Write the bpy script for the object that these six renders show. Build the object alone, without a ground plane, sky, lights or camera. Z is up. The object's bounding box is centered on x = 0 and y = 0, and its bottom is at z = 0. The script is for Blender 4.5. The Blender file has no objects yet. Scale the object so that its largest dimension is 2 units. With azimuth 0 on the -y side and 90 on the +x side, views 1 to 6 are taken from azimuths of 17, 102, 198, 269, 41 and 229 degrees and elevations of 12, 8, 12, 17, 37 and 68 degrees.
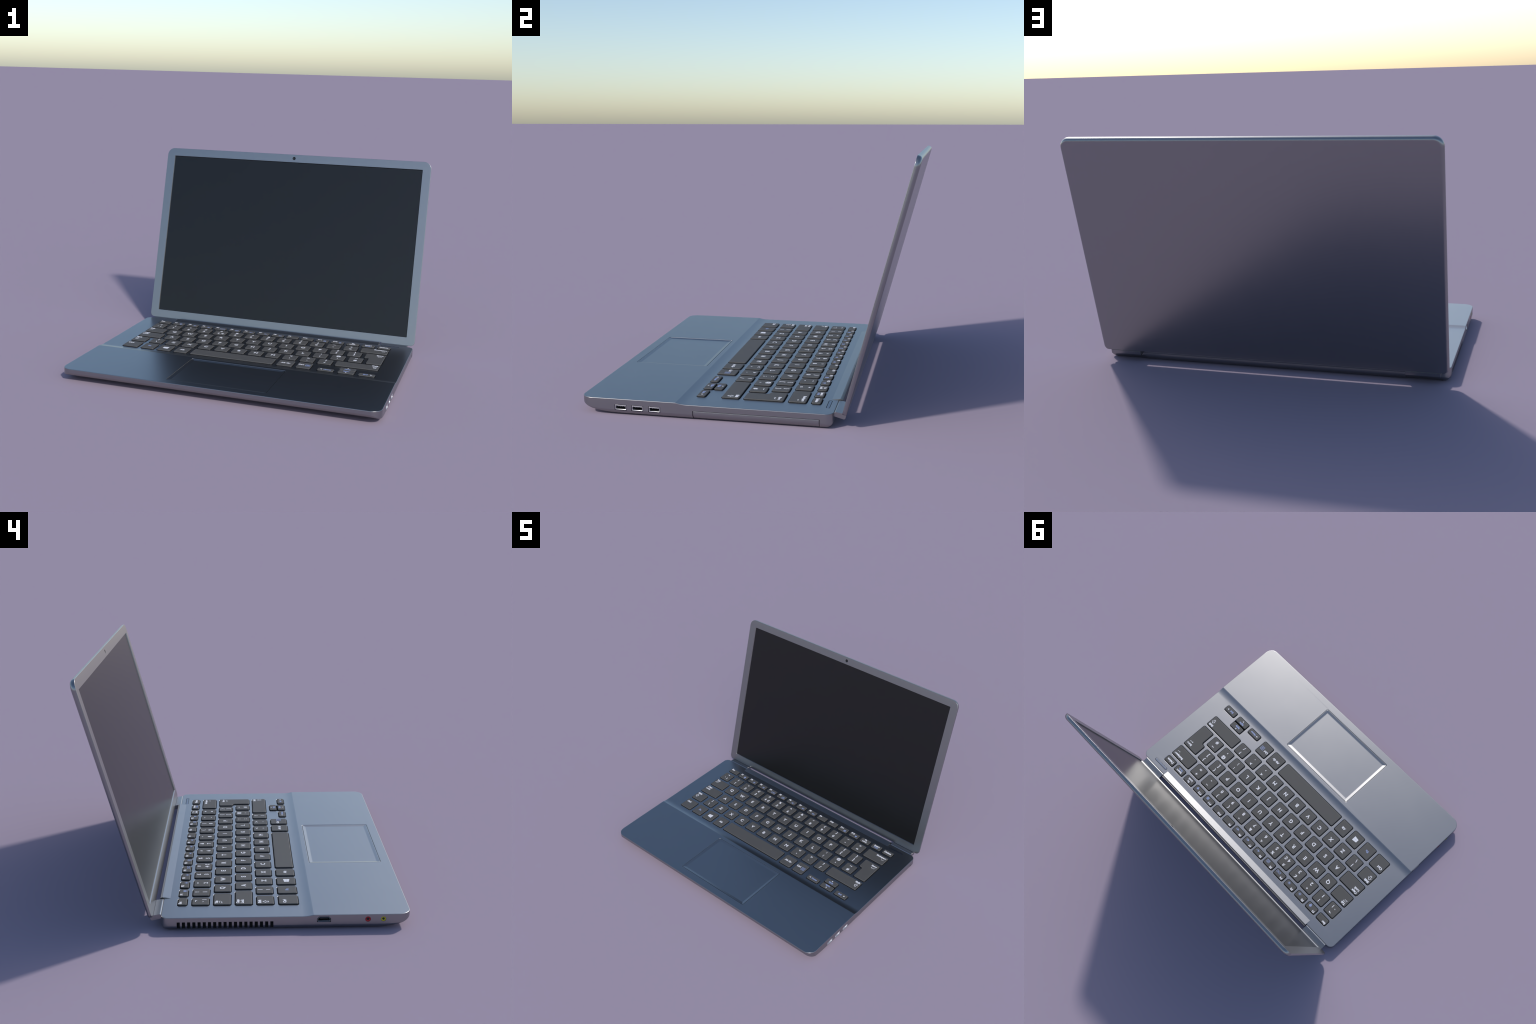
# Open laptop: metal base with keyboard, touchpad and ports, metal lid with black screen.
import bpy, bmesh, math
from mathutils import Vector, Matrix

# ------------------------------------------------------------------ dimensions (metres)
FRONT_Y, REAR_Y = -0.8482, 0.4565          # base outline
FRONT_R, REAR_R = 0.065, 0.040           # plan corner radii
PALM_Z, DECK_Z = 0.0815, 0.0738          # palm rest and keyboard deck heights
CREST_Y, STEP_LEN = -0.3366, 0.055       # step between palm rest and deck
SIDE_LOW, SIDE_IN = 0.0275, 0.030        # lower side rounding (height, inset)
HINGE_Y, HINGE_Z = 0.5125, 0.125         # bottom edge of the screen opening
TILT = math.radians(14.62)               # lid leans back
TOUCH = (-0.3165, 0.3165, -0.793, -0.365)

scene = bpy.context.scene
COL = scene.collection


# ------------------------------------------------------------------ materials
def material(name, color, rough, metallic=0.0, spec=0.5, noise=0.0, scale=60.0, bump=0.0,
             color_var=0.0):
    m = bpy.data.materials.new(name)
    m.use_nodes = True
    nt = m.node_tree
    b = nt.nodes["Principled BSDF"]
    b.inputs["Base Color"].default_value = (*color, 1)
    b.inputs["Metallic"].default_value = metallic
    b.inputs["Roughness"].default_value = rough
    b.inputs["Specular IOR Level"].default_value = spec
    tc = nt.nodes.new("ShaderNodeTexCoord")
    nz = nt.nodes.new("ShaderNodeTexNoise")
    nz.inputs["Scale"].default_value = scale
    nz.inputs["Detail"].default_value = 3
    nt.links.new(tc.outputs["Object"], nz.inputs["Vector"])
    mr = nt.nodes.new("ShaderNodeMapRange")
    mr.inputs["To Min"].default_value = max(rough - noise, 0.02)
    mr.inputs["To Max"].default_value = rough + noise
    nt.links.new(nz.outputs["Fac"], mr.inputs["Value"])
    nt.links.new(mr.outputs["Result"], b.inputs["Roughness"])
    if color_var:
        mx = nt.nodes.new("ShaderNodeMix")
        mx.data_type = "RGBA"
        mx.inputs["A"].default_value = (*[c * (1 - color_var) for c in color], 1)
        mx.inputs["B"].default_value = (*[c * (1 + color_var) for c in color], 1)
        nt.links.new(nz.outputs["Fac"], mx.inputs["Factor"])
        nt.links.new(mx.outputs["Result"], b.inputs["Base Color"])
    if bump:
        bp = nt.nodes.new("ShaderNodeBump")
        bp.inputs["Strength"].default_value = bump
        bp.inputs["Distance"].default_value = 0.0005
        nt.links.new(nz.outputs["Fac"], bp.inputs["Height"])
        nt.links.new(bp.outputs["Normal"], b.inputs["Normal"])
    return m


M_METAL = material("brushed_grey_metal", (0.335, 0.335, 0.34), 0.32, metallic=1.0, noise=0.01, scale=4)
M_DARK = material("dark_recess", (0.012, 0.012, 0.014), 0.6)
M_KEY = material("charcoal_key_plastic", (0.078, 0.0765, 0.075), 0.62, spec=0.35, noise=0.03, scale=300, bump=0.12,
                 color_var=0.05)
M_SKIRT = material("dark_key_skirt", (0.012, 0.012, 0.013), 0.55)
M_BUTTON = material("metal_tinted_for_reflection", (0.235, 0.255, 0.30), 0.32, metallic=1.0)  # body metal darkened and blued: the button's dim sky reflection put into its colour
M_WHITE = material("white_legend_ink", (0.72, 0.72, 0.76), 0.5)
M_BLUE = material("blue_legend_ink", (0.24, 0.30, 0.50), 0.5)
M_SCREEN = material("black_screen_glass", (0.0035, 0.0035, 0.004), 0.28)
M_SILVER = material("bright_port_steel", (0.86, 0.86, 0.88), 0.30, metallic=1.0)
M_RED = material("red_jack_plastic", (0.42, 0.012, 0.02), 0.4)
M_YELLOW = material("yellow_jack_plastic", (0.50, 0.44, 0.015), 0.4)
M_LENS = material("webcam_black_glass", (0.004, 0.004, 0.005), 0.12)


# ------------------------------------------------------------------ helpers
def add_object(name, bm_or_mesh, mats, parent, smooth_angle=None, weighted=False):
    if isinstance(bm_or_mesh, bmesh.types.BMesh):
        me = bpy.data.meshes.new(name)
        bmesh.ops.recalc_face_normals(bm_or_mesh, faces=bm_or_mesh.faces)
        bm_or_mesh.to_mesh(me)
        bm_or_mesh.free()
    else:
        me = bm_or_mesh
    if not me.materials:
        for m in mats:
            me.materials.append(m)
    if smooth_angle is not None:
        me.shade_smooth()
        me.set_sharp_from_angle(angle=math.radians(smooth_angle))
    ob = bpy.data.objects.new(name, me)
    COL.objects.link(ob)
    ob.parent = parent
    if weighted:
        apply_modifiers(ob, [("WEIGHTED_NORMAL", dict(mode="FACE_AREA", keep_sharp=True, weight=50))])
    return ob


def apply_modifiers(ob, mods):
    for kind, props in mods:
        md = ob.modifiers.new(kind.lower(), kind)
        for k, v in props.items():
            setattr(md, k, v)
    dg = bpy.context.evaluated_depsgraph_get()
    dg.update()
    me = bpy.data.meshes.new_from_object(ob.evaluated_get(dg), preserve_all_data_layers=True, depsgraph=dg)
    ob.modifiers.clear()
    me.name = ob.data.name
    ob.data = me


def rounded_poly(verts, radius, inset=0.0, seg=5):
    """Counter-clockwise polygon -> inset outline with filleted corners (constant point count)."""
    n = len(verts)
    V = [Vector(v) for v in verts]
    lines = []
    for i in range(n):
        a, b = V[i], V[(i + 1) % n]
        t = (b - a).normalized()
        nin = Vector((-t.y, t.x))
        lines.append((a + nin * inset, t))
    out = []
    for i in range(n):
        (p1, t1), (p2, t2) = lines[i - 1], lines[i]
        cr = t1.x * t2.y - t1.y * t2.x
        d = p2 - p1
        corner = p1 + t1 * ((d.x * t2.y - d.y * t2.x) / cr)
        rad = radius[i] if isinstance(radius, (list, tuple)) else radius
        r = max(rad - inset, 0.0004) if cr > 0 else max(rad + inset, 0.0004)
        half = math.acos(max(-1, min(1, t1.dot(t2)))) / 2
        dist = r * math.tan(half)
        s, e = corner - t1 * dist, corner + t2 * dist
        nin = Vector((-t1.y, t1.x)) * (1 if cr > 0 else -1)
        c = s + nin * r
        a0 = math.atan2(s.y - c.y, s.x - c.x)
        da = 2 * half * (1 if cr > 0 else -1)
        for k in range(seg + 1):
            a = a0 + da * k / seg
            out.append(Vector((c.x + r * math.cos(a), c.y + r * math.sin(a))))
    return out


def rect(x0, x1, y0, y1):
    return [(x0, y0), (x1, y0), (x1, y1), (x0, y1)]


def ring(bm, pts, z):
    return [bm.verts.new((p.x, p.y, z)) for p in pts]


def bridge(bm, a, b, mat=0):
    n = len(a)
    fs = []
    for i in range(n):
        f = bm.faces.new((a[i], a[(i + 1) % n], b[(i + 1) % n], b[i]))
        f.material_index = mat
        fs.append(f)
    return fs


def loop_edges(bm, vs):
    out = []
    for i in range(len(vs)):
        pair = (vs[i], vs[(i + 1) % len(vs)])
        out.append(bm.edges.get(pair) or bm.edges.new(pair))
    return out


def ring_stack(name, verts, radius, levels, mats, parent, seg=5, caps=(True, True), angle=35,
               weighted=True, mat_of=None):
    """Solid from inset/height levels of a rounded polygon."""
    bm = bmesh.new()
    rs = [ring(bm, rounded_poly(verts, radius, i, seg), z) for i, z in levels]
    for k in range(len(rs) - 1):
        bridge(bm, rs[k], rs[k + 1], mat_of(k) if mat_of else 0)
    if caps[0]:
        bm.faces.new(rs[0])
    if caps[1]:
        bm.faces.new(rs[-1])
    return add_object(name, bm, mats, parent, angle, weighted)


def mesh_from_bm(bm, name):
    me = bpy.data.meshes.new(name)
    bmesh.ops.recalc_face_normals(bm, faces=bm.faces)
    bm.to_mesh(me)
    bm.free()
    return me


# ------------------------------------------------------------------ key layout
KW, PITCH = 0.0995, 0.1184
ROWS = {1: (-0.2722, -0.1588), 2: (-0.1412, -0.0412), 3: (-0.0257, 0.0737),
        4: (0.0898, 0.1900), 5: (0.2063, 0.3060), 6: (0.3245, 0.3805)}
KEYS = []        # (polygon, legend list)


def key(row, x0, x1, legends, y0=None, y1=None):
    a, b = ROWS[row]
    KEYS.append((rect(x0, x1, a if y0 is None else y0, b if y1 is None else y1), legends))


def centre(t, size=0.037):
    return [(t, 0.5, 0.5, size, "W")]


def stacked(upper, lower):
    return [(upper, 0.5, 0.74, 0.031, "W"), (lower, 0.5, 0.30, 0.033, "W")]


def corner(*lines, size=0.021, left=True, dy=0.02):
    return [(t, 0.10 if left else 0.90, 0.84 - i * dy / 0.1, size, "W", "L" if left else "R")
            for i, t in enumerate(lines)]


# function row
fn_icons = ["bulb", "sun", "sun", "screens", "pad", "mute", "vol", "vol", None, None, "fan", "signal"]
for i in range(16):
    x0 = -0.862 + i * 0.1085
    if i == 0:
        lg = [("Esc", 0.12, 0.72, 0.022, "W", "L")]
    elif i <= 12:
        lg = [("F%d" % i, 0.14, 0.70, 0.021, "W", "L")]
        if fn_icons[i - 1]:
            lg.append(("@" + fn_icons[i - 1], 0.70, 0.36, 0.024, "B"))
    elif i == 13:
        lg = [("Fn", 0.5, 0.70, 0.020, "W"), ("Lock", 0.5, 0.34, 0.020, "W")]
    elif i == 14:
        lg = [("Insert", 0.5, 0.66, 0.020, "W"), ("PrtSc", 0.5, 0.34, 0.017, "B")]
    else:
        lg = [("Delete", 0.5, 0.5, 0.022, "W")]
    key(6, x0, x0 + 0.094, lg)
# number row
key(5, -0.863, -0.768, [("\u00ac", 0.5, 0.74, 0.030, "W"), ("`", 0.40, 0.36, 0.030, "W"), ("|", 0.66, 0.30, 0.024, "W")])
nums = [("!", "1"), ('"', "2"), ("\u00a3", "3"), ("$", "4"), ("%", "5"), ("^", "6"), ("&", "7"), ("*", "8"),
        ("(", "9"), (")", "0"), ("_", "-"), ("+", "=")]
for i, (u, l) in enumerate(nums):
    x0 = -0.7515 + i * PITCH
    lg = stacked(u, l)
    if l == "4":
        lg = [("$", 0.5, 0.74, 0.031, "W"), ("4", 0.42, 0.30, 0.033, "W"), ("\u20ac", 0.72, 0.30, 0.030, "W")]
    key(5, x0, x0 + KW, lg)
key(5, 0.6685, 0.859, [("Backspace", 0.93, 0.74, 0.021, "W", "R"), ("@arrow_left", 0.82, 0.50, 0.016, "W")])
# tab row
key(4, -0.863, -0.7190, [("Tab", 0.10, 0.80, 0.022, "W", "L"), ("@tab", 0.22, 0.58, 0.026, "W")])
for i, c in enumerate("QWERTYUIOP"):
    x0 = -0.702 + i * PITCH
    key(4, x0, x0 + KW, centre(c))
for i, (u, l) in enumerate([("{", "["), ("}", "]")]):
    x0 = -0.702 + (10 + i) * PITCH
    key(4, x0, x0 + KW, stacked(u, l))
# caps row
key(3, -0.863, -0.6880, [("Caps", 0.09, 0.80, 0.022, "W", "L"), ("Lock", 0.09, 0.58, 0.022, "W", "L")])
for i, c in enumerate("ASDFGHJKL"):
    x0 = -0.671 + i * PITCH
    key(3, x0, x0 + KW, centre(c))
for i, (u, l) in enumerate([(":", ";"), ("@", "'"), ("~", "#")]):
    x0 = -0.671 + (9 + i) * PITCH
    key(3, x0, x0 + KW, stacked(u, l))
# enter key: tall L shape
KEYS.append(([(0.751, ROWS[3][0]), (0.859, ROWS[3][0]), (0.859, ROWS[4][1]), (0.7195, ROWS[4][1]),
              (0.7195, ROWS[4][0]), (0.751, ROWS[4][0])],
             [("Enter", 0.90, 0.86, 0.021, "W", "R"), ("@arrow_left", 0.72, 0.75, 0.022, "W")]))
# shift row
key(2, -0.863, -0.7515, [("Shift", 0.12, 0.80, 0.022, "W", "L"), ("@shift", 0.27, 0.48, 0.034, "W")])
key(2, -0.7303, -0.7303 + KW, [("|", 0.5, 0.74, 0.028, "W"), ("\\", 0.5, 0.30, 0.031, "W")])
for i, c in enumerate("ZXCVBNM"):
    x0 = -0.611 + i * PITCH
    key(2, x0, x0 + KW, centre(c))
for i, (u, l) in enumerate([("<", ","), (">", "."), ("?", "/")]):
    x0 = -0.611 + (7 + i) * PITCH
    key(2, x0, x0 + KW, stacked(u, l))
key(2, 0.570, 0.859, [("Shift", 0.955, 0.80, 0.022, "W", "R"), ("@shift", 0.90, 0.48, 0.034, "W")])
# bottom row
key(1, -0.864, -0.749, [("Ctrl", 0.14, 0.80 - 0.12, 0.024, "W", "L")])
key(1, -0.732, -0.632, [("Fn", 0.5, 0.5, 0.024, "B")])
key(1, -0.614, -0.513, [("@panes", 0.5, 0.48, 0.036, "W")])
key(1, -0.4945, -0.3955, [("Alt", 0.5, 0.5, 0.024, "W")])
key(1, -0.377, 0.197, [])
key(1, 0.2165, 0.328, [("Alt Gr", 0.5, 0.5, 0.023, "W")])
key(1, 0.3455, 0.4465, [("Ctrl", 0.10, 0.56, 0.022, "W", "L"), ("@menu", 0.72, 0.5, 0.030, "B")])
key(1, 0.486, 0.598, [("@tri_left", 0.24, 0.5, 0.016, "W"), ("Home", 0.60, 0.5, 0.019, "B")], y1=-0.2188)
key(1, 0.618, 0.730, [("@tri_up", 0.5, 0.74, 0.014, "W"), ("PgUp", 0.5, 0.36, 0.018, "B")], y0=-0.2162, y1=-0.160)
key(1, 0.618, 0.730, [("PgDn", 0.5, 0.66, 0.018, "B"), ("@tri_down", 0.5, 0.28, 0.014, "W")], y0=-0.2725, y1=-0.2162)
key(1, 0.750, 0.861, [("End", 0.42, 0.5, 0.019, "B"), ("@tri_right", 0.76, 0.5, 0.016, "W")], y1=-0.2188)

KEY_R = 0.013

# ------------------------------------------------------------------ the thing
laptop = bpy.data.objects.new("laptop", None)
COL.objects.link(laptop)
laptop["label"] = "open grey metal laptop with black screen and charcoal keys"
laptop["category"] = "laptop"


# ------------------------------------------------------------------ base body
def top_z(y):
    if y <= CREST_Y:
        return PALM_Z
    u = min((y - CREST_Y) / STEP_LEN, 1.0)
    return DECK_Z + (PALM_Z - DECK_Z) * (1 - u) ** 2


def front_rise(y):
    t = max(0.0, min(1.0, (-0.62 - y) / 0.23))
    return 0.068 * (1 - math.sqrt(max(0.0, 1 - t * t)))


OPEN_X, OPEN_Y0, OPEN_Y1 = 0.885, -0.2790, 0.3900      # keyboard field
PAD_X, PAD_Y0, PAD_Y1 = 0.335, -0.8100, -0.3480        # touchpad field

outline = []                                           # right half, front to rear: x, y, nx, ny
cx, cy = 1 - FRONT_R, FRONT_Y + FRONT_R
for k in range(13):
    a = -math.pi / 2 + (math.pi / 2) * k / 12
    outline.append((cx + FRONT_R * math.cos(a), cy + FRONT_R * math.sin(a), math.cos(a), math.sin(a)))
ys = [-0.77, -0.755, -0.74, -0.72, -0.70, -0.68, -0.66, -0.64, -0.62, PAD_Y1, CREST_Y - 0.004, CREST_Y]
ys += [CREST_Y + STEP_LEN * k / 8 for k in range(1, 9)] + [OPEN_Y0, OPEN_Y1]
for y in sorted(set(ys)):
    outline.append((1.0, y, 1.0, 0.0))
cx, cy = 1 - REAR_R, REAR_Y - REAR_R
for k in range(11):
    a = (math.pi / 2) * k / 10
    outline.append((cx + REAR_R * math.cos(a), cy + REAR_R * math.sin(a), math.cos(a), math.sin(a)))
# the touchpad field needs a strip border inside the front corner zone
pad_front = min(range(13), key=lambda i: abs(outline[i][1] - PAD_Y0))
x_, y_, nx_, ny_ = outline[pad_front]
PAD_Y0 = None

bm = bmesh.new()


def base_ring(inset, zfun):
    R, L = [], []
    for x, y, nx, ny in outline:
        px, py = x - nx * inset, y - ny * inset
        z = zfun(x, y, nx, ny, px, py)
        R.append(bm.verts.new((px, py, z)))
        L.append(bm.verts.new((-px, py, z)))
    return R, L


def low_z(inset):
    def f(x, y, nx, ny, px, py):
        w = max(abs(nx), ny, 0.0)
        c = low_side(inset)
        return math.hypot(w * c, front_rise(py))
    return f


LOW_PROFILE = [(0.0, 0.0275), (0.0008, 0.0230), (0.0032, 0.0175), (0.0085, 0.0105), (0.0150, 0.0048), (0.0215, 0.0014), (0.0300, 0.0)]


def low_side(inset):
    for (a, za), (b_, zb) in zip(LOW_PROFILE, LOW_PROFILE[1:]):
        if inset <= b_:
            return za + (zb - za) * (inset - a) / (b_ - a)
    return 0.0


rings = []
E = 0.0030
for a in (0, 22.5, 45, 67.5, 90):
    ins, dz = E * (1 - math.sin(math.radians(a))), E * (1 - math.cos(math.radians(a)))
    rings.append(base_ring(ins, lambda x, y, nx, ny, px, py, d=dz: top_z(y) - d))
for ins, _ in LOW_PROFILE:
    rings.append(base_ring(ins, low_z(ins)))
loops = [R + L[::-1] for R, L in rings]
for k in range(len(loops) - 1):
    bridge(bm, loops[k], loops[k + 1])
# underside strips
R, L = rings[-1]
for i in range(len(R) - 1):
    bm.faces.new((L[i], R[i], R[i + 1], L[i + 1]))

# top strips, leaving the keyboard and touchpad fields open
R, L = rings[0]
i_pad0 = pad_front
i_pad1 = next(i for i, o in enumerate(outline) if abs(o[1] - PAD_Y1) < 1e-6)
i_k0 = next(i for i, o in enumerate(outline) if abs(o[1] - OPEN_Y0) < 1e-6)
i_k1 = next(i for i, o in enumerate(outline) if abs(o[1] - OPEN_Y1) < 1e-6)
pad_frame, key_frame = [], []
i = 0
while i < len(R) - 1:
    if i == i_pad0:
        # palm rest field: one planar ring of outline vertices from pad front to pad rear
        loop = [R[j] for j in range(i_pad0, i_pad1 + 1)] + [L[j] for j in range(i_pad1, i_pad0 - 1, -1)]
        pad_frame = loop_edges(bm, loop)
        i = i_pad1
    elif i == i_k0:
        loop = [R[i_k0], R[i_k1], L[i_k1], L[i_k0]]
        key_frame = loop_edges(bm, loop)
        i = i_k1
    else:
        bm.faces.new((L[i], R[i], R[i + 1], L[i + 1]))
        i += 1


RIM = 0.0012                 # rounded lip of each opening starts this far outside it


def cut_wells(bm, frame, wells, z, depth, cavity=None):
    """Rounded openings in a flat field; they end blind or open into one shared dark cavity."""
    edges = list(frame)
    tops = []
    for poly, r in wells:
        r0 = ring(bm, rounded_poly(poly, r, -RIM, 5), z)
        edges += loop_edges(bm, r0)
        tops.append(r0)
    bmesh.ops.triangle_fill(bm, use_beauty=True, use_dissolve=False, edges=edges, normal=(0, 0, 1))
    ends = []
    for (poly, r), prev in zip(wells, tops):
        for ins, dz in ((0.0010, 0.0002), (0.0017, 0.0007), (0.0022, 0.0014), (0.0024, 0.0024)):
            nxt = ring(bm, rounded_poly(poly, r, ins - RIM, 5), z - dz)
            bridge(bm, prev, nxt)
            prev = nxt
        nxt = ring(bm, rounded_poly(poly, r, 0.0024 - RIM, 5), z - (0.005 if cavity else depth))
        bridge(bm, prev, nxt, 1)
        ends.append(nxt)
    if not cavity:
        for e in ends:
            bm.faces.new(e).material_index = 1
        return
    corners = [Vector(p) for p in rect(*cavity)]
    ceil, floor = ring(bm, corners, z - 0.005), ring(bm, corners, z - depth)
    edges = loop_edges(bm, ceil)
    for e in ends:
        edges += loop_edges(bm, e)
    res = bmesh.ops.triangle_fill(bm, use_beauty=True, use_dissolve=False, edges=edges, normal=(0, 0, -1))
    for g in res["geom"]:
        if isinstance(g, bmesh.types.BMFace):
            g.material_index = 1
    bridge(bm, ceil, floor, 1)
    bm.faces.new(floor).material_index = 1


wells = []
for poly, lg in KEYS:
    if len(poly) == 4 and poly[0][0] == 0.618:
        continue
    wells.append((poly, KEY_R))
wells.append((rect(0.618, 0.730, -0.2725, -0.160), KEY_R))
cut_wells(bm, key_frame, wells, DECK_Z, 0.066, cavity=(-0.905, 0.905, -0.300, 0.410))
cut_wells(bm, pad_frame, [(rect(*TOUCH), 0.012)], PALM_Z, 0.012)

base = add_object("base_body", bm, [M_METAL, M_DARK], laptop)

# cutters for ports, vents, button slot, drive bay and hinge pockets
cb = bmesh.new()


def cut_prism(poly2d, axis, lo, hi, mat=1, radius=0.0, seg=4):
    """Prism along x (poly in y,z) or z (poly in x,y)."""
    pts = rounded_poly(poly2d, radius, 0.0, seg) if radius else [Vector(p) for p in poly2d]
    def at(p, h):
        return (h, p.x, p.y) if axis == "x" else (p.x, p.y, h)
    a = [cb.verts.new(at(p, lo)) for p in pts]
    b = [cb.verts.new(at(p, hi)) for p in pts]
    for f in bridge(cb, a, b):
        f.material_index = mat
    for vs in (a, b):
        cb.faces.new(vs).material_index = mat


USB = [(-0.6600, -0.5960), (-0.5712, -0.5085), (-0.4807, -0.4182)]
USB_Z = (0.0225, 0.0520)
for y0, y1 in USB:
    cut_prism(rect(y0, y1, *USB_Z), "x", 0.935, 1.02)
HDMI = [(-0.428, 0.0404), (-0.3546, 0.0404), (-0.3546, 0.0600), (-0.3660, 0.0715), (-0.4166, 0.0715), (-0.428, 0.0600)]
cut_prism(HDMI, "x", -1.02, -0.945)
JACKS = [(-0.6206, 0.0540, 0.0150, M_RED, "red"), (-0.7013, 0.0541, 0.0138, M_YELLOW, "yellow")]


def circle(cy_, cz_, r, n=28):
    return [(cy_ + r * math.cos(2 * math.pi * k / n), cz_ + r * math.sin(2 * math.pi * k / n)) for k in range(n)]


for y, z, r, m, nm in JACKS:
    cut_prism(circle(y, z, r), "x", -1.02, -0.955)
for k in range(19):
    y0 = 0.3731 - k * 0.02696
    cut_prism(rect(y0 - 0.0163, y0, -0.02, 0.0485), "x", -1.02, -0.968)
BAY = (-0.2495, 0.3910, 0.0446)
cut_prism([(BAY[0], -0.02), (BAY[1], -0.02), (BAY[1], BAY[2]), (BAY[0], BAY[2])], "x", 0.962, 1.02)
POWER = rect(0.7800, 0.9070, 0.4080, 0.4275)
cut_prism(POWER, "z", DECK_Z - 0.006, 0.1, radius=0.0092)
cutter = add_object("cutter", cb, [M_METAL, M_DARK], None)
apply_modifiers(base, [("BOOLEAN", dict(operation="DIFFERENCE", object=cutter, solver="EXACT"))])
bpy.data.objects.remove(cutter, do_unlink=True)
base.data.shade_smooth()
base.data.set_sharp_from_angle(angle=math.radians(32))
apply_modifiers(base, [("WEIGHTED_NORMAL", dict(mode="FACE_AREA", keep_sharp=True, weight=50))])


def extrude_profile(name, prof, x0, x1, mats, parent, bevel=0.0015, angle=30):
    """Solid from a (y, z) profile pulled along x, ends chamfered."""
    b = bmesh.new()
    A = [Vector(p) for p in prof]
    r = []
    n = len(A)
    c = sum(A, Vector((0, 0))) / n
    def inset(d):
        out = []
        for i in range(n):
            t1 = (A[i] - A[i - 1]).normalized()
            t2 = (A[(i + 1) % n] - A[i]).normalized()
            n1, n2 = Vector((-t1.y, t1.x)), Vector((-t2.y, t2.x))
            nn = (n1 + n2).normalized()
            out.append(A[i] + nn * d / max(nn.dot(n1), 0.5))
        return out
    for x, d in ((x0, bevel), (x0 + bevel, 0), (x1 - bevel, 0), (x1, bevel)):
        r.append([b.verts.new((x, p.x, p.y)) for p in inset(d)])
    for k in range(3):
        bridge(b, r[k], r[k + 1])
    b.faces.new(r[0])
    b.faces.new(r[3])
    return add_object(name, b, mats, parent, angle, True)


def arc(cy_, cz_, r, a0, a1, n=6):
    return [(cy_ + r * math.cos(math.radians(a0 + (a1 - a0) * k / n)),
             cz_ + r * math.sin(math.radians(a0 + (a1 - a0) * k / n))) for k in range(n + 1)]


# raised cover between the hinges (counter-clockwise in y,z)
cover = [(0.4220, DECK_Z - 0.004)] + [(0.438 + 0.026 * math.sin(math.radians(a)), 0.036 - 0.0345 * math.cos(math.radians(a)))
                                     for a in range(0, 91, 10)] + \
        [(0.4640, 0.0445), (0.4770, 0.0460), (0.4790, 0.0500)] + \
        arc(0.4650, 0.0660, 0.0140, 0, 75, 8) + [(0.4645, 0.0812), (0.4215, DECK_Z + 0.0003)]
extrude_profile("hinge_cover", cover, -0.7620, 0.7620, [M_METAL], laptop, bevel=0.0001, angle=14)

# power button
ring_stack("power_button", POWER, 0.0092,
           [(0.0022, DECK_Z - 0.0055), (0.0022, DECK_Z - 0.0012), (0.0026, DECK_Z - 0.0005), (0.0034, DECK_Z - 0.0002)],
           [M_BUTTON], laptop)

# touchpad: shallow dish with sloping rim
T = rect(*TOUCH)
ring_stack("touchpad", T, 0.012,
           [(0.0030, PALM_Z - 0.010), (0.0030, PALM_Z - 0.0012), (0.0038, PALM_Z - 0.0008), (0.0060, PALM_Z - 0.0011),
            (0.0200, PALM_Z - 0.0041), (0.0235, PALM_Z - 0.0046), (0.0270, PALM_Z - 0.0047)],
           [M_METAL], laptop)

# optical drive tray: follows the side and its lower rounding
tray = bmesh.new()
sec = [(0.9640, 0.0012), (0.9640, 0.0426), (0.9972, 0.0426), (0.9986, 0.0420), (0.9993, 0.0408), (0.9995, 0.0290)]
sec += [(0.9995 - d, z + 0.0005) for d, z in LOW_PROFILE[1:]]
rr = []
for y, d in ((BAY[0] + 0.0022, 0.0012), (BAY[0] + 0.0034, 0.0), (BAY[1] - 0.0034, 0.0), (BAY[1] - 0.0022, 0.0012)):
    rr.append([tray.verts.new((x - d, y, z)) for x, z in sec])
for k in range(3):
    bridge(tray, rr[k], rr[k + 1])
tray.faces.new(rr[0])
tray.faces.new(rr[3])
add_object("drive_tray", tray, [M_METAL], laptop, 30, True)


# ------------------------------------------------------------------ side ports
def side_object(name, poly, radius, levels, mats, parent, sign, seg=3, caps=(True, True)):
    """Ring stack whose polygon lies in (y, z) and whose levels are (inset, x)."""
    b = bmesh.new()
    rs = []
    for ins, x in levels:
        pts = rounded_poly(poly, radius, ins, seg)
        rs.append([b.verts.new((sign * x, p.x, p.y)) for p in pts])
    for k in range(len(rs) - 1):
        bridge(b, rs[k], rs[k + 1])
    if caps[0]:
        b.faces.new(rs[0])
    if caps[1]:
        b.faces.new(rs[-1])
    return add_object(name, b, mats, parent, 30, False)


def frame_levels(o, w, x, deep):
    return [(o, deep), (o, x - 0.0014), (o + 0.0003, x - 0.0006), (o + 0.001, x), (o + w - 0.0016, x),
            (o + w - 0.0005, x - 0.0010), (o + w, x - 0.0030), (o + w, deep)]


for y0, y1 in USB:
    poly = rect(y0, y1, *USB_Z)
    fr = side_object("usb_port", poly, 0.0015, frame_levels(0.0022, 0.0042, 0.9992, 0.940), [M_SILVER], laptop, 1,
                     caps=(False, False))
    zc = USB_Z[0] + 0.0165
    side_object("usb_tongue", rect(y0 + 0.011, y1 - 0.011, zc, zc + 0.0042), 0.0004,
                [(0, 0.937), (0, 0.986), (0.0004, 0.9864)], [M_DARK], fr, 1)
    b = bmesh.new()
    for k in range(4):
        yc = y0 + 0.017 + k * (y1 - y0 - 0.034) / 3
        bmesh.ops.create_cube(b, size=1, matrix=Matrix.Translation((0.9845, yc, zc)) @ Matrix.Diagonal((0.004, 0.0035, 0.0018, 1)))
    add_object("usb_contact", b, [M_SILVER], fr)

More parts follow.
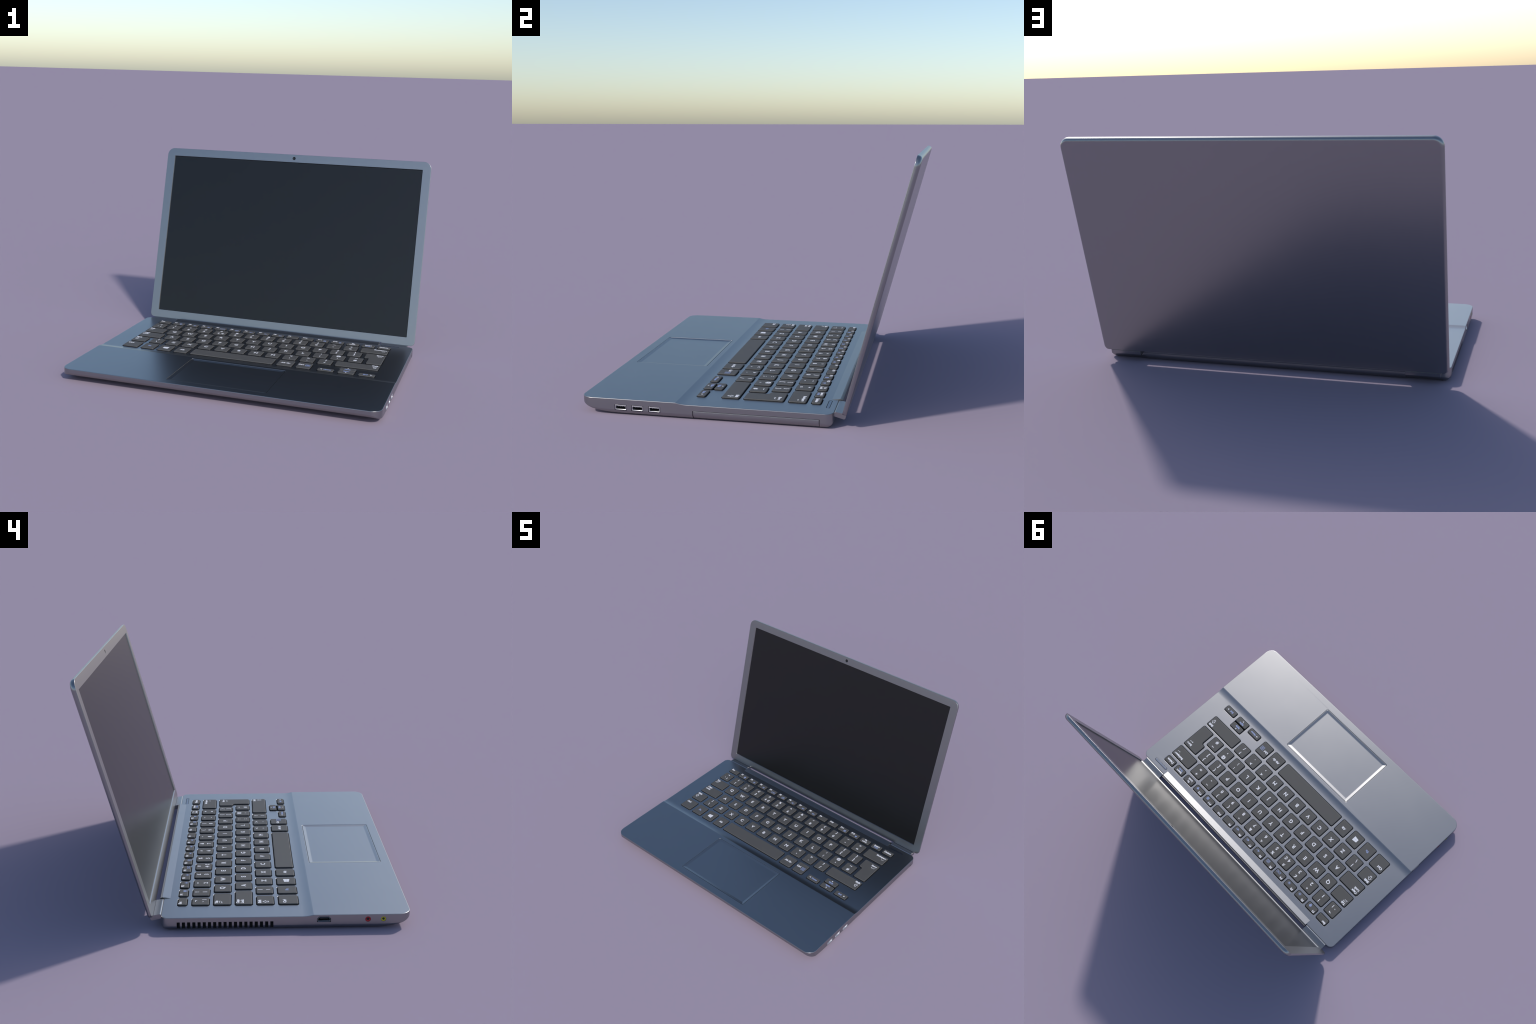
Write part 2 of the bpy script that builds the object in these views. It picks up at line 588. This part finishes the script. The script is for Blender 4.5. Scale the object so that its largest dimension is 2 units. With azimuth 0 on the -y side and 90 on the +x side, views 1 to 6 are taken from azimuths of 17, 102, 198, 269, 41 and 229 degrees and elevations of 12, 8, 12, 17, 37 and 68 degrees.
hd = side_object("display_port_socket", HDMI, 0.0010, frame_levels(0.0030, 0.0026, 0.9985, 0.950), [M_SILVER], laptop, -1,
                 caps=(False, False))
b = bmesh.new()
bmesh.ops.create_cube(b, size=1, matrix=Matrix.Translation((-0.975, -0.3913, 0.0575)) @ Matrix.Diagonal((0.03, 0.042, 0.005, 1)))
for k in range(7):
    bmesh.ops.create_cube(b, size=1, matrix=Matrix.Translation((-0.984, -0.4078 + k * 0.0055, 0.0546)) @ Matrix.Diagonal((0.012, 0.0022, 0.0012, 1)))
add_object("display_port_tongue", b, [M_DARK], hd)

for y, z, r, m, nm in JACKS:
    b = bmesh.new()
    n = 28
    prof = [(r - 0.0008, 0.958), (r - 0.0008, 0.9985), (r - 0.0014, 0.9992), (r - 0.0050, 0.9992), (r - 0.0072, 0.9970),
            (r - 0.0072, 0.958)]
    rs = []
    for rad, x in prof:
        rs.append([b.verts.new((-x, y + rad * math.cos(2 * math.pi * k / n), z + rad * math.sin(2 * math.pi * k / n)))
                   for k in range(n)])
    for k in range(len(rs) - 1):
        bridge(b, rs[k], rs[k + 1])
    jack = add_object("audio_jack", b, [m], laptop, 30)
    side_object("jack_socket", circle(y, z, r - 0.0074), 0.0002, [(0.0, 0.960), (0.0, 0.9955)], [M_DARK], jack, -1, seg=1)

# ------------------------------------------------------------------ keys and their legends
glyph_cache = {}


def text_mesh(t, size):
    kx = (t, round(size, 4))
    if kx in glyph_cache:
        return glyph_cache[kx]
    cu = bpy.data.curves.new("legend_text", "FONT")
    cu.body = t
    cu.size = size
    cu.resolution_u = 3
    cu.offset = 0.0011
    cu.extrude = 0.0002
    cu.align_x = "CENTER"
    ob = bpy.data.objects.new("legend_text", cu)
    COL.objects.link(ob)
    dg = bpy.context.evaluated_depsgraph_get()
    me = bpy.data.meshes.new_from_object(ob.evaluated_get(dg))
    bpy.data.objects.remove(ob, do_unlink=True)
    xs = [v.co.x for v in me.vertices]
    ysv = [v.co.y for v in me.vertices]
    box = (min(xs), max(xs), min(ysv), max(ysv))
    glyph_cache[kx] = (me, box)
    return me, box


def icon_polys(kind):
    """Simple pictograms as unit polygons (-0.5..0.5)."""
    def disc(cx, cy, r, n=14):
        return [(cx + r * math.cos(2 * math.pi * k / n), cy + r * math.sin(2 * math.pi * k / n)) for k in range(n)]
    def box(x0, x1, y0, y1):
        return [(x0, y0), (x1, y0), (x1, y1), (x0, y1)]
    def outline_box(x0, x1, y0, y1, t):
        return [box(x0, x1, y0, y0 + t), box(x0, x1, y1 - t, y1), box(x0, x0 + t, y0 + t, y1 - t), box(x1 - t, x1, y0 + t, y1 - t)]
    if kind == "panes":
        # four panes of a flag seen in perspective: right side taller
        def q(u, v):
            h = 0.36 + 0.14 * u
            return (u - 0.5, (v * 2 - 1) * h)
        g = 0.009
        out = []
        for u0, u1 in ((0, 0.47 - g), (0.47 + g, 1)):
            for v0, v1 in ((0, 0.5 - g), (0.5 + g, 1)):
                out.append([q(u0, v0), q(u1, v0), q(u1, v1), q(u0, v1)])
        return out
    if kind == "shift":
        t = 0.09
        return [box(-0.20, -0.20 + t, -0.5, -0.02), box(0.20 - t, 0.20, -0.5, -0.02), box(-0.20, 0.20, -0.5, -0.5 + t),
                [(-0.46, -0.05), (-0.20, -0.05), (-0.20, 0.03), (-0.28, 0.03), (0, 0.36), (0.0, 0.5)],
                [(0.46, -0.05), (0.0, 0.5), (0.0, 0.36), (0.28, 0.03), (0.20, 0.03), (0.20, -0.05)]]
    if kind == "tab":
        out = []
        for s, y in ((1, 0.22), (-1, -0.22)):
            out += [box(-0.35, 0.35, y - 0.05, y + 0.05), box(s * 0.45 - 0.05, s * 0.45 + 0.05, y - 0.18, y + 0.18),
                    [(s * 0.42, y), (s * 0.18, y + s * 0.16), (s * 0.18, y - s * 0.16)]]
        return out
    if kind == "arrow_left":
        return [box(-0.3, 0.7, -0.06, 0.06), box(0.6, 0.7, 0.06, 0.4), [(-0.6, 0), (-0.25, -0.28), (-0.25, 0.28)]]
    if kind == "menu":
        return outline_box(-0.5, 0.5, -0.5, 0.5, 0.10) + [box(-0.26, 0.26, y - 0.05, y + 0.05) for y in (-0.2, 0.0, 0.2)]
    if kind.startswith("tri_"):
        a = {"left": 180, "right": 0, "up": 90, "down": 270}[kind[4:]]
        return [[(0.5 * math.cos(math.radians(a + d)), 0.5 * math.sin(math.radians(a + d))) for d in (0, 125, 235)]]
    if kind == "bulb":
        return [disc(0, 0.08, 0.42), box(-0.2, 0.2, -0.5, -0.36)]
    if kind == "sun":
        out = [disc(0, 0, 0.24)]
        for k in range(8):
            a = 2 * math.pi * k / 8
            c, s = math.cos(a), math.sin(a)
            out.append([(0.32 * c - 0.05 * s, 0.32 * s + 0.05 * c), (0.32 * c + 0.05 * s, 0.32 * s - 0.05 * c),
                        (0.5 * c + 0.05 * s, 0.5 * s - 0.05 * c), (0.5 * c - 0.05 * s, 0.5 * s + 0.05 * c)])
        return out
    if kind == "screens":
        return outline_box(-0.75, -0.1, -0.3, 0.35, 0.11) + outline_box(0.1, 0.75, -0.3, 0.35, 0.11) + [box(-0.1, 0.1, 0.0, 0.1)]
    if kind == "pad":
        return outline_box(-0.5, 0.5, -0.45, 0.45, 0.12) + [box(-0.38, 0.38, -0.16, -0.05), disc(0, 0.14, 0.14)]
    if kind == "mute":
        return [box(-0.5, -0.25, -0.16, 0.16), [(-0.25, -0.16), (0.05, -0.42), (0.05, 0.42), (-0.25, 0.16)],
                [(0.18, -0.3), (0.28, -0.3), (0.55, 0.3), (0.45, 0.3)]]
    if kind == "vol":
        return [box(-0.5, -0.25, -0.16, 0.16), [(-0.25, -0.16), (0.05, -0.42), (0.05, 0.42), (-0.25, 0.16)],
                box(0.18, 0.27, -0.22, 0.22), box(0.38, 0.47, -0.34, 0.34)]
    if kind == "fan":
        return [disc(-0.2, 0.2, 0.24, 10), disc(0.2, 0.2, 0.24, 10), disc(-0.2, -0.2, 0.24, 10), disc(0.2, -0.2, 0.24, 10)]
    if kind == "signal":
        return [[(0, -0.45), (0.45, 0.2), (0.3, 0.36), (0, 0.42), (-0.3, 0.36), (-0.45, 0.2)]]
    return []


def icon_mesh(kind, size):
    kx = ("@" + kind, round(size, 4))
    if kx in glyph_cache:
        return glyph_cache[kx]
    b = bmesh.new()
    for poly in icon_polys(kind):
        lo = [b.verts.new((x * size, y * size, -0.0002)) for x, y in poly]
        hi = [b.verts.new((x * size, y * size, 0.0002)) for x, y in poly]
        bridge(b, lo, hi)
        b.faces.new(lo)
        b.faces.new(hi)
    me = mesh_from_bm(b, "legend_icon")
    xs = [v.co.x for v in me.vertices]
    ysv = [v.co.y for v in me.vertices]
    glyph_cache[kx] = (me, (min(xs), max(xs), min(ysv), max(ysv)))
    return glyph_cache[kx]


KEY_TOP = 0.0070
key_meshes = {}
LEGEND_COPIES = {}


def key_mesh(poly):
    x0, y0 = min(p[0] for p in poly), min(p[1] for p in poly)
    x1, y1 = max(p[0] for p in poly), max(p[1] for p in poly)
    c = Vector(((x0 + x1) / 2, (y0 + y1) / 2))
    local = [(p[0] - c.x, p[1] - c.y) for p in poly]
    kx = tuple((round(a, 4), round(b_, 4)) for a, b_ in local)
    if kx not in key_meshes:
        b = bmesh.new()
        levels = [(0.0044, -0.0105), (0.0042, 0.0010), (0.0044, 0.0032), (0.0049, 0.0051), (0.0062, 0.0063),
                  (0.0075, 0.0068), (0.0105, KEY_TOP)]
        rs = [ring(b, rounded_poly(local, KEY_R, i, 5), z) for i, z in levels]
        for k in range(len(rs) - 1):
            bridge(b, rs[k], rs[k + 1], 1 if k < 2 else 0)
        b.faces.new(rs[0]).material_index = 1
        b.faces.new(rs[-1])
        me = mesh_from_bm(b, "key")
        me.materials.append(M_KEY)
        me.materials.append(M_SKIRT)
        me.shade_smooth()
        me.set_sharp_from_angle(angle=math.radians(50))
        tmp = bpy.data.objects.new("tmp", me)
        COL.objects.link(tmp)
        apply_modifiers(tmp, [("WEIGHTED_NORMAL", dict(mode="FACE_AREA", keep_sharp=True, weight=50))])
        key_meshes[kx] = tmp.data
        bpy.data.objects.remove(tmp, do_unlink=True)
    return key_meshes[kx], c, (x0, x1, y0, y1)


for poly, legends in KEYS:
    me, c, (x0, x1, y0, y1) = key_mesh(poly)
    k = bpy.data.objects.new("key", me)
    COL.objects.link(k)
    k.parent = laptop
    k.location = (c.x, c.y, DECK_Z)
    for lg in legends:
        t, fx, fy, size, colr = lg[:5]
        align = lg[5] if len(lg) > 5 else "C"
        gm, box = icon_mesh(t[1:], size) if (t.startswith("@") and len(t) > 1) else text_mesh(t, size)
        ck = (gm.name, colr)
        if ck not in LEGEND_COPIES:
            m2 = gm.copy()
            m2.materials.clear()
            m2.materials.append(M_WHITE if colr == "W" else M_BLUE)
            LEGEND_COPIES[ck] = m2
        o = bpy.data.objects.new("key_legend", LEGEND_COPIES[ck])
        COL.objects.link(o)
        o.parent = k
        px, py = x0 + fx * (x1 - x0) - c.x, y0 + fy * (y1 - y0) - c.y
        ox = {"C": -(box[0] + box[1]) / 2, "L": -box[0], "R": -box[1]}[align]
        o.location = (px + ox, py - (box[2] + box[3]) / 2, KEY_TOP + 0.0003)

# ------------------------------------------------------------------ lid (local: x, y = depth to the back, z up the lid)
SCR_X, SCR_H = 0.9415, 1.1823
LID_Z0, LID_Z1, LID_T = -0.0570, 1.2390, 0.0285
CAM_Z, CAM_R = 1.2105, 0.0118
lid_box = rect(-1.0, 1.0, LID_Z0, LID_Z1)
lid_rad = [0.030, 0.030, 0.052, 0.052]


def lring(bm, pts, depth):
    return [bm.verts.new((p.x, depth, p.y)) for p in pts]


bm = bmesh.new()
lv = [(0.0016, 0.0), (0.0007, 0.0003), (0.0002, 0.0009), (0.0, 0.0018), (0.0, 0.0090)]
RB = 0.0185
for k in range(1, 9):
    a = (math.pi / 2) * k / 8
    lv.append((RB * (1 - math.cos(a)), 0.0090 + (LID_T - 0.0090) * math.sin(a)))
# the back edge is rounded on the sides and top, nearly square along the bottom
rs = [lring(bm, rounded_poly(rect(-1.0, 1.0, LID_Z0 - (0.8 * i if d > 0.005 else 0), LID_Z1), lid_rad, i, 8), d) for i, d in lv]
for k in range(len(rs) - 1):
    bridge(bm, rs[k], rs[k + 1])
bm.faces.new(rs[-1])
# the shell is a little thinner at the hinge than at the top
for v in bm.verts:
    v.co.y *= 0.78 + 0.22 * (v.co.z - LID_Z0) / (LID_Z1 - LID_Z0)
op = rect(-SCR_X, SCR_X, 0.0, SCR_H)
o0 = lring(bm, rounded_poly(op, 0.0025, 0.0, 3), 0.0)
o1 = lring(bm, rounded_poly(op, 0.0025, 0.0036, 3), 0.0058)
o2 = lring(bm, rounded_poly(op, 0.0025, 0.0036, 3), 0.0080)
cam = [Vector((CAM_R * math.cos(2 * math.pi * k / 28), CAM_Z + CAM_R * math.sin(2 * math.pi * k / 28))) for k in range(28)]
c0 = lring(bm, cam, 0.0)
c1 = lring(bm, cam, 0.0060)
bmesh.ops.triangle_fill(bm, use_beauty=True, use_dissolve=False,
                        edges=loop_edges(bm, rs[0]) + loop_edges(bm, o0) + loop_edges(bm, c0), normal=(0, -1, 0))
bridge(bm, o0, o1)
bridge(bm, o1, o2)
bm.faces.new(o2)
bridge(bm, c0, c1)
bm.faces.new(c1)
lid = add_object("lid_shell", bm, [M_METAL], laptop, 32, True)
lid.location = (0, HINGE_Y, HINGE_Z)
lid.rotation_euler = (-TILT, 0, 0)


def lid_part(name, bmx, mats, angle=30, weighted=False):
    return add_object(name, bmx, mats, lid, angle, weighted)


b = bmesh.new()
p0 = lring(b, rounded_poly(op, 0.0022, 0.0039, 3), 0.0078)
p1 = lring(b, rounded_poly(op, 0.0022, 0.0039, 3), 0.0056)
bridge(b, p0, p1)
b.faces.new(p0)
b.faces.new(p1)
lid_part("screen", b, [M_SCREEN])

b = bmesh.new()
rs = []
for rad, d in [(CAM_R - 0.0004, 0.0055), (CAM_R - 0.0004, 0.0008), (CAM_R * 0.72, 0.0010), (CAM_R * 0.5, 0.0026), (CAM_R * 0.25, 0.0022)]:
    rs.append([b.verts.new((rad * math.cos(2 * math.pi * k / 28), d, CAM_Z + rad * math.sin(2 * math.pi * k / 28))) for k in range(28)])
for k in range(len(rs) - 1):
    bridge(b, rs[k], rs[k + 1])
b.faces.new(rs[0])
b.faces.new(rs[-1])
lid_part("webcam", b, [M_LENS])

# hinge bars under the lid
for s in (-1, 1):
    b = bmesh.new()
    xs = sorted((s * 0.7690, s * 0.9550))
    sect = [(-0.0415, -0.0860), (0.0205, -0.0860), (0.0195, -0.0580), (-0.0010, -0.0585), (-0.0415, -0.0615)]
    rr = []
    for x, ins in ((xs[0], 0.0004), (xs[0] + 0.0004, 0.0), (xs[1] - 0.0008, 0.0), (xs[1], 0.0008)):
        rr.append([b.verts.new((x, p.x, p.y)) for p in rounded_poly(sect, [0.0105, 0.0095, 0.0006, 0.0005, 0.0105], ins, 6)])
    for k in range(3):
        bridge(b, rr[k], rr[k + 1])
    b.faces.new(rr[0])
    b.faces.new(rr[3])
    # neck that ties the bar to the lid
    bmesh.ops.create_cube(b, size=1, matrix=Matrix.Translation(((xs[0] + xs[1]) / 2, 0.0115, -0.056)) @
                          Matrix.Diagonal((0.176, 0.010, 0.016, 1)))
    lid_part("hinge_bar", b, [M_METAL], 35, True)
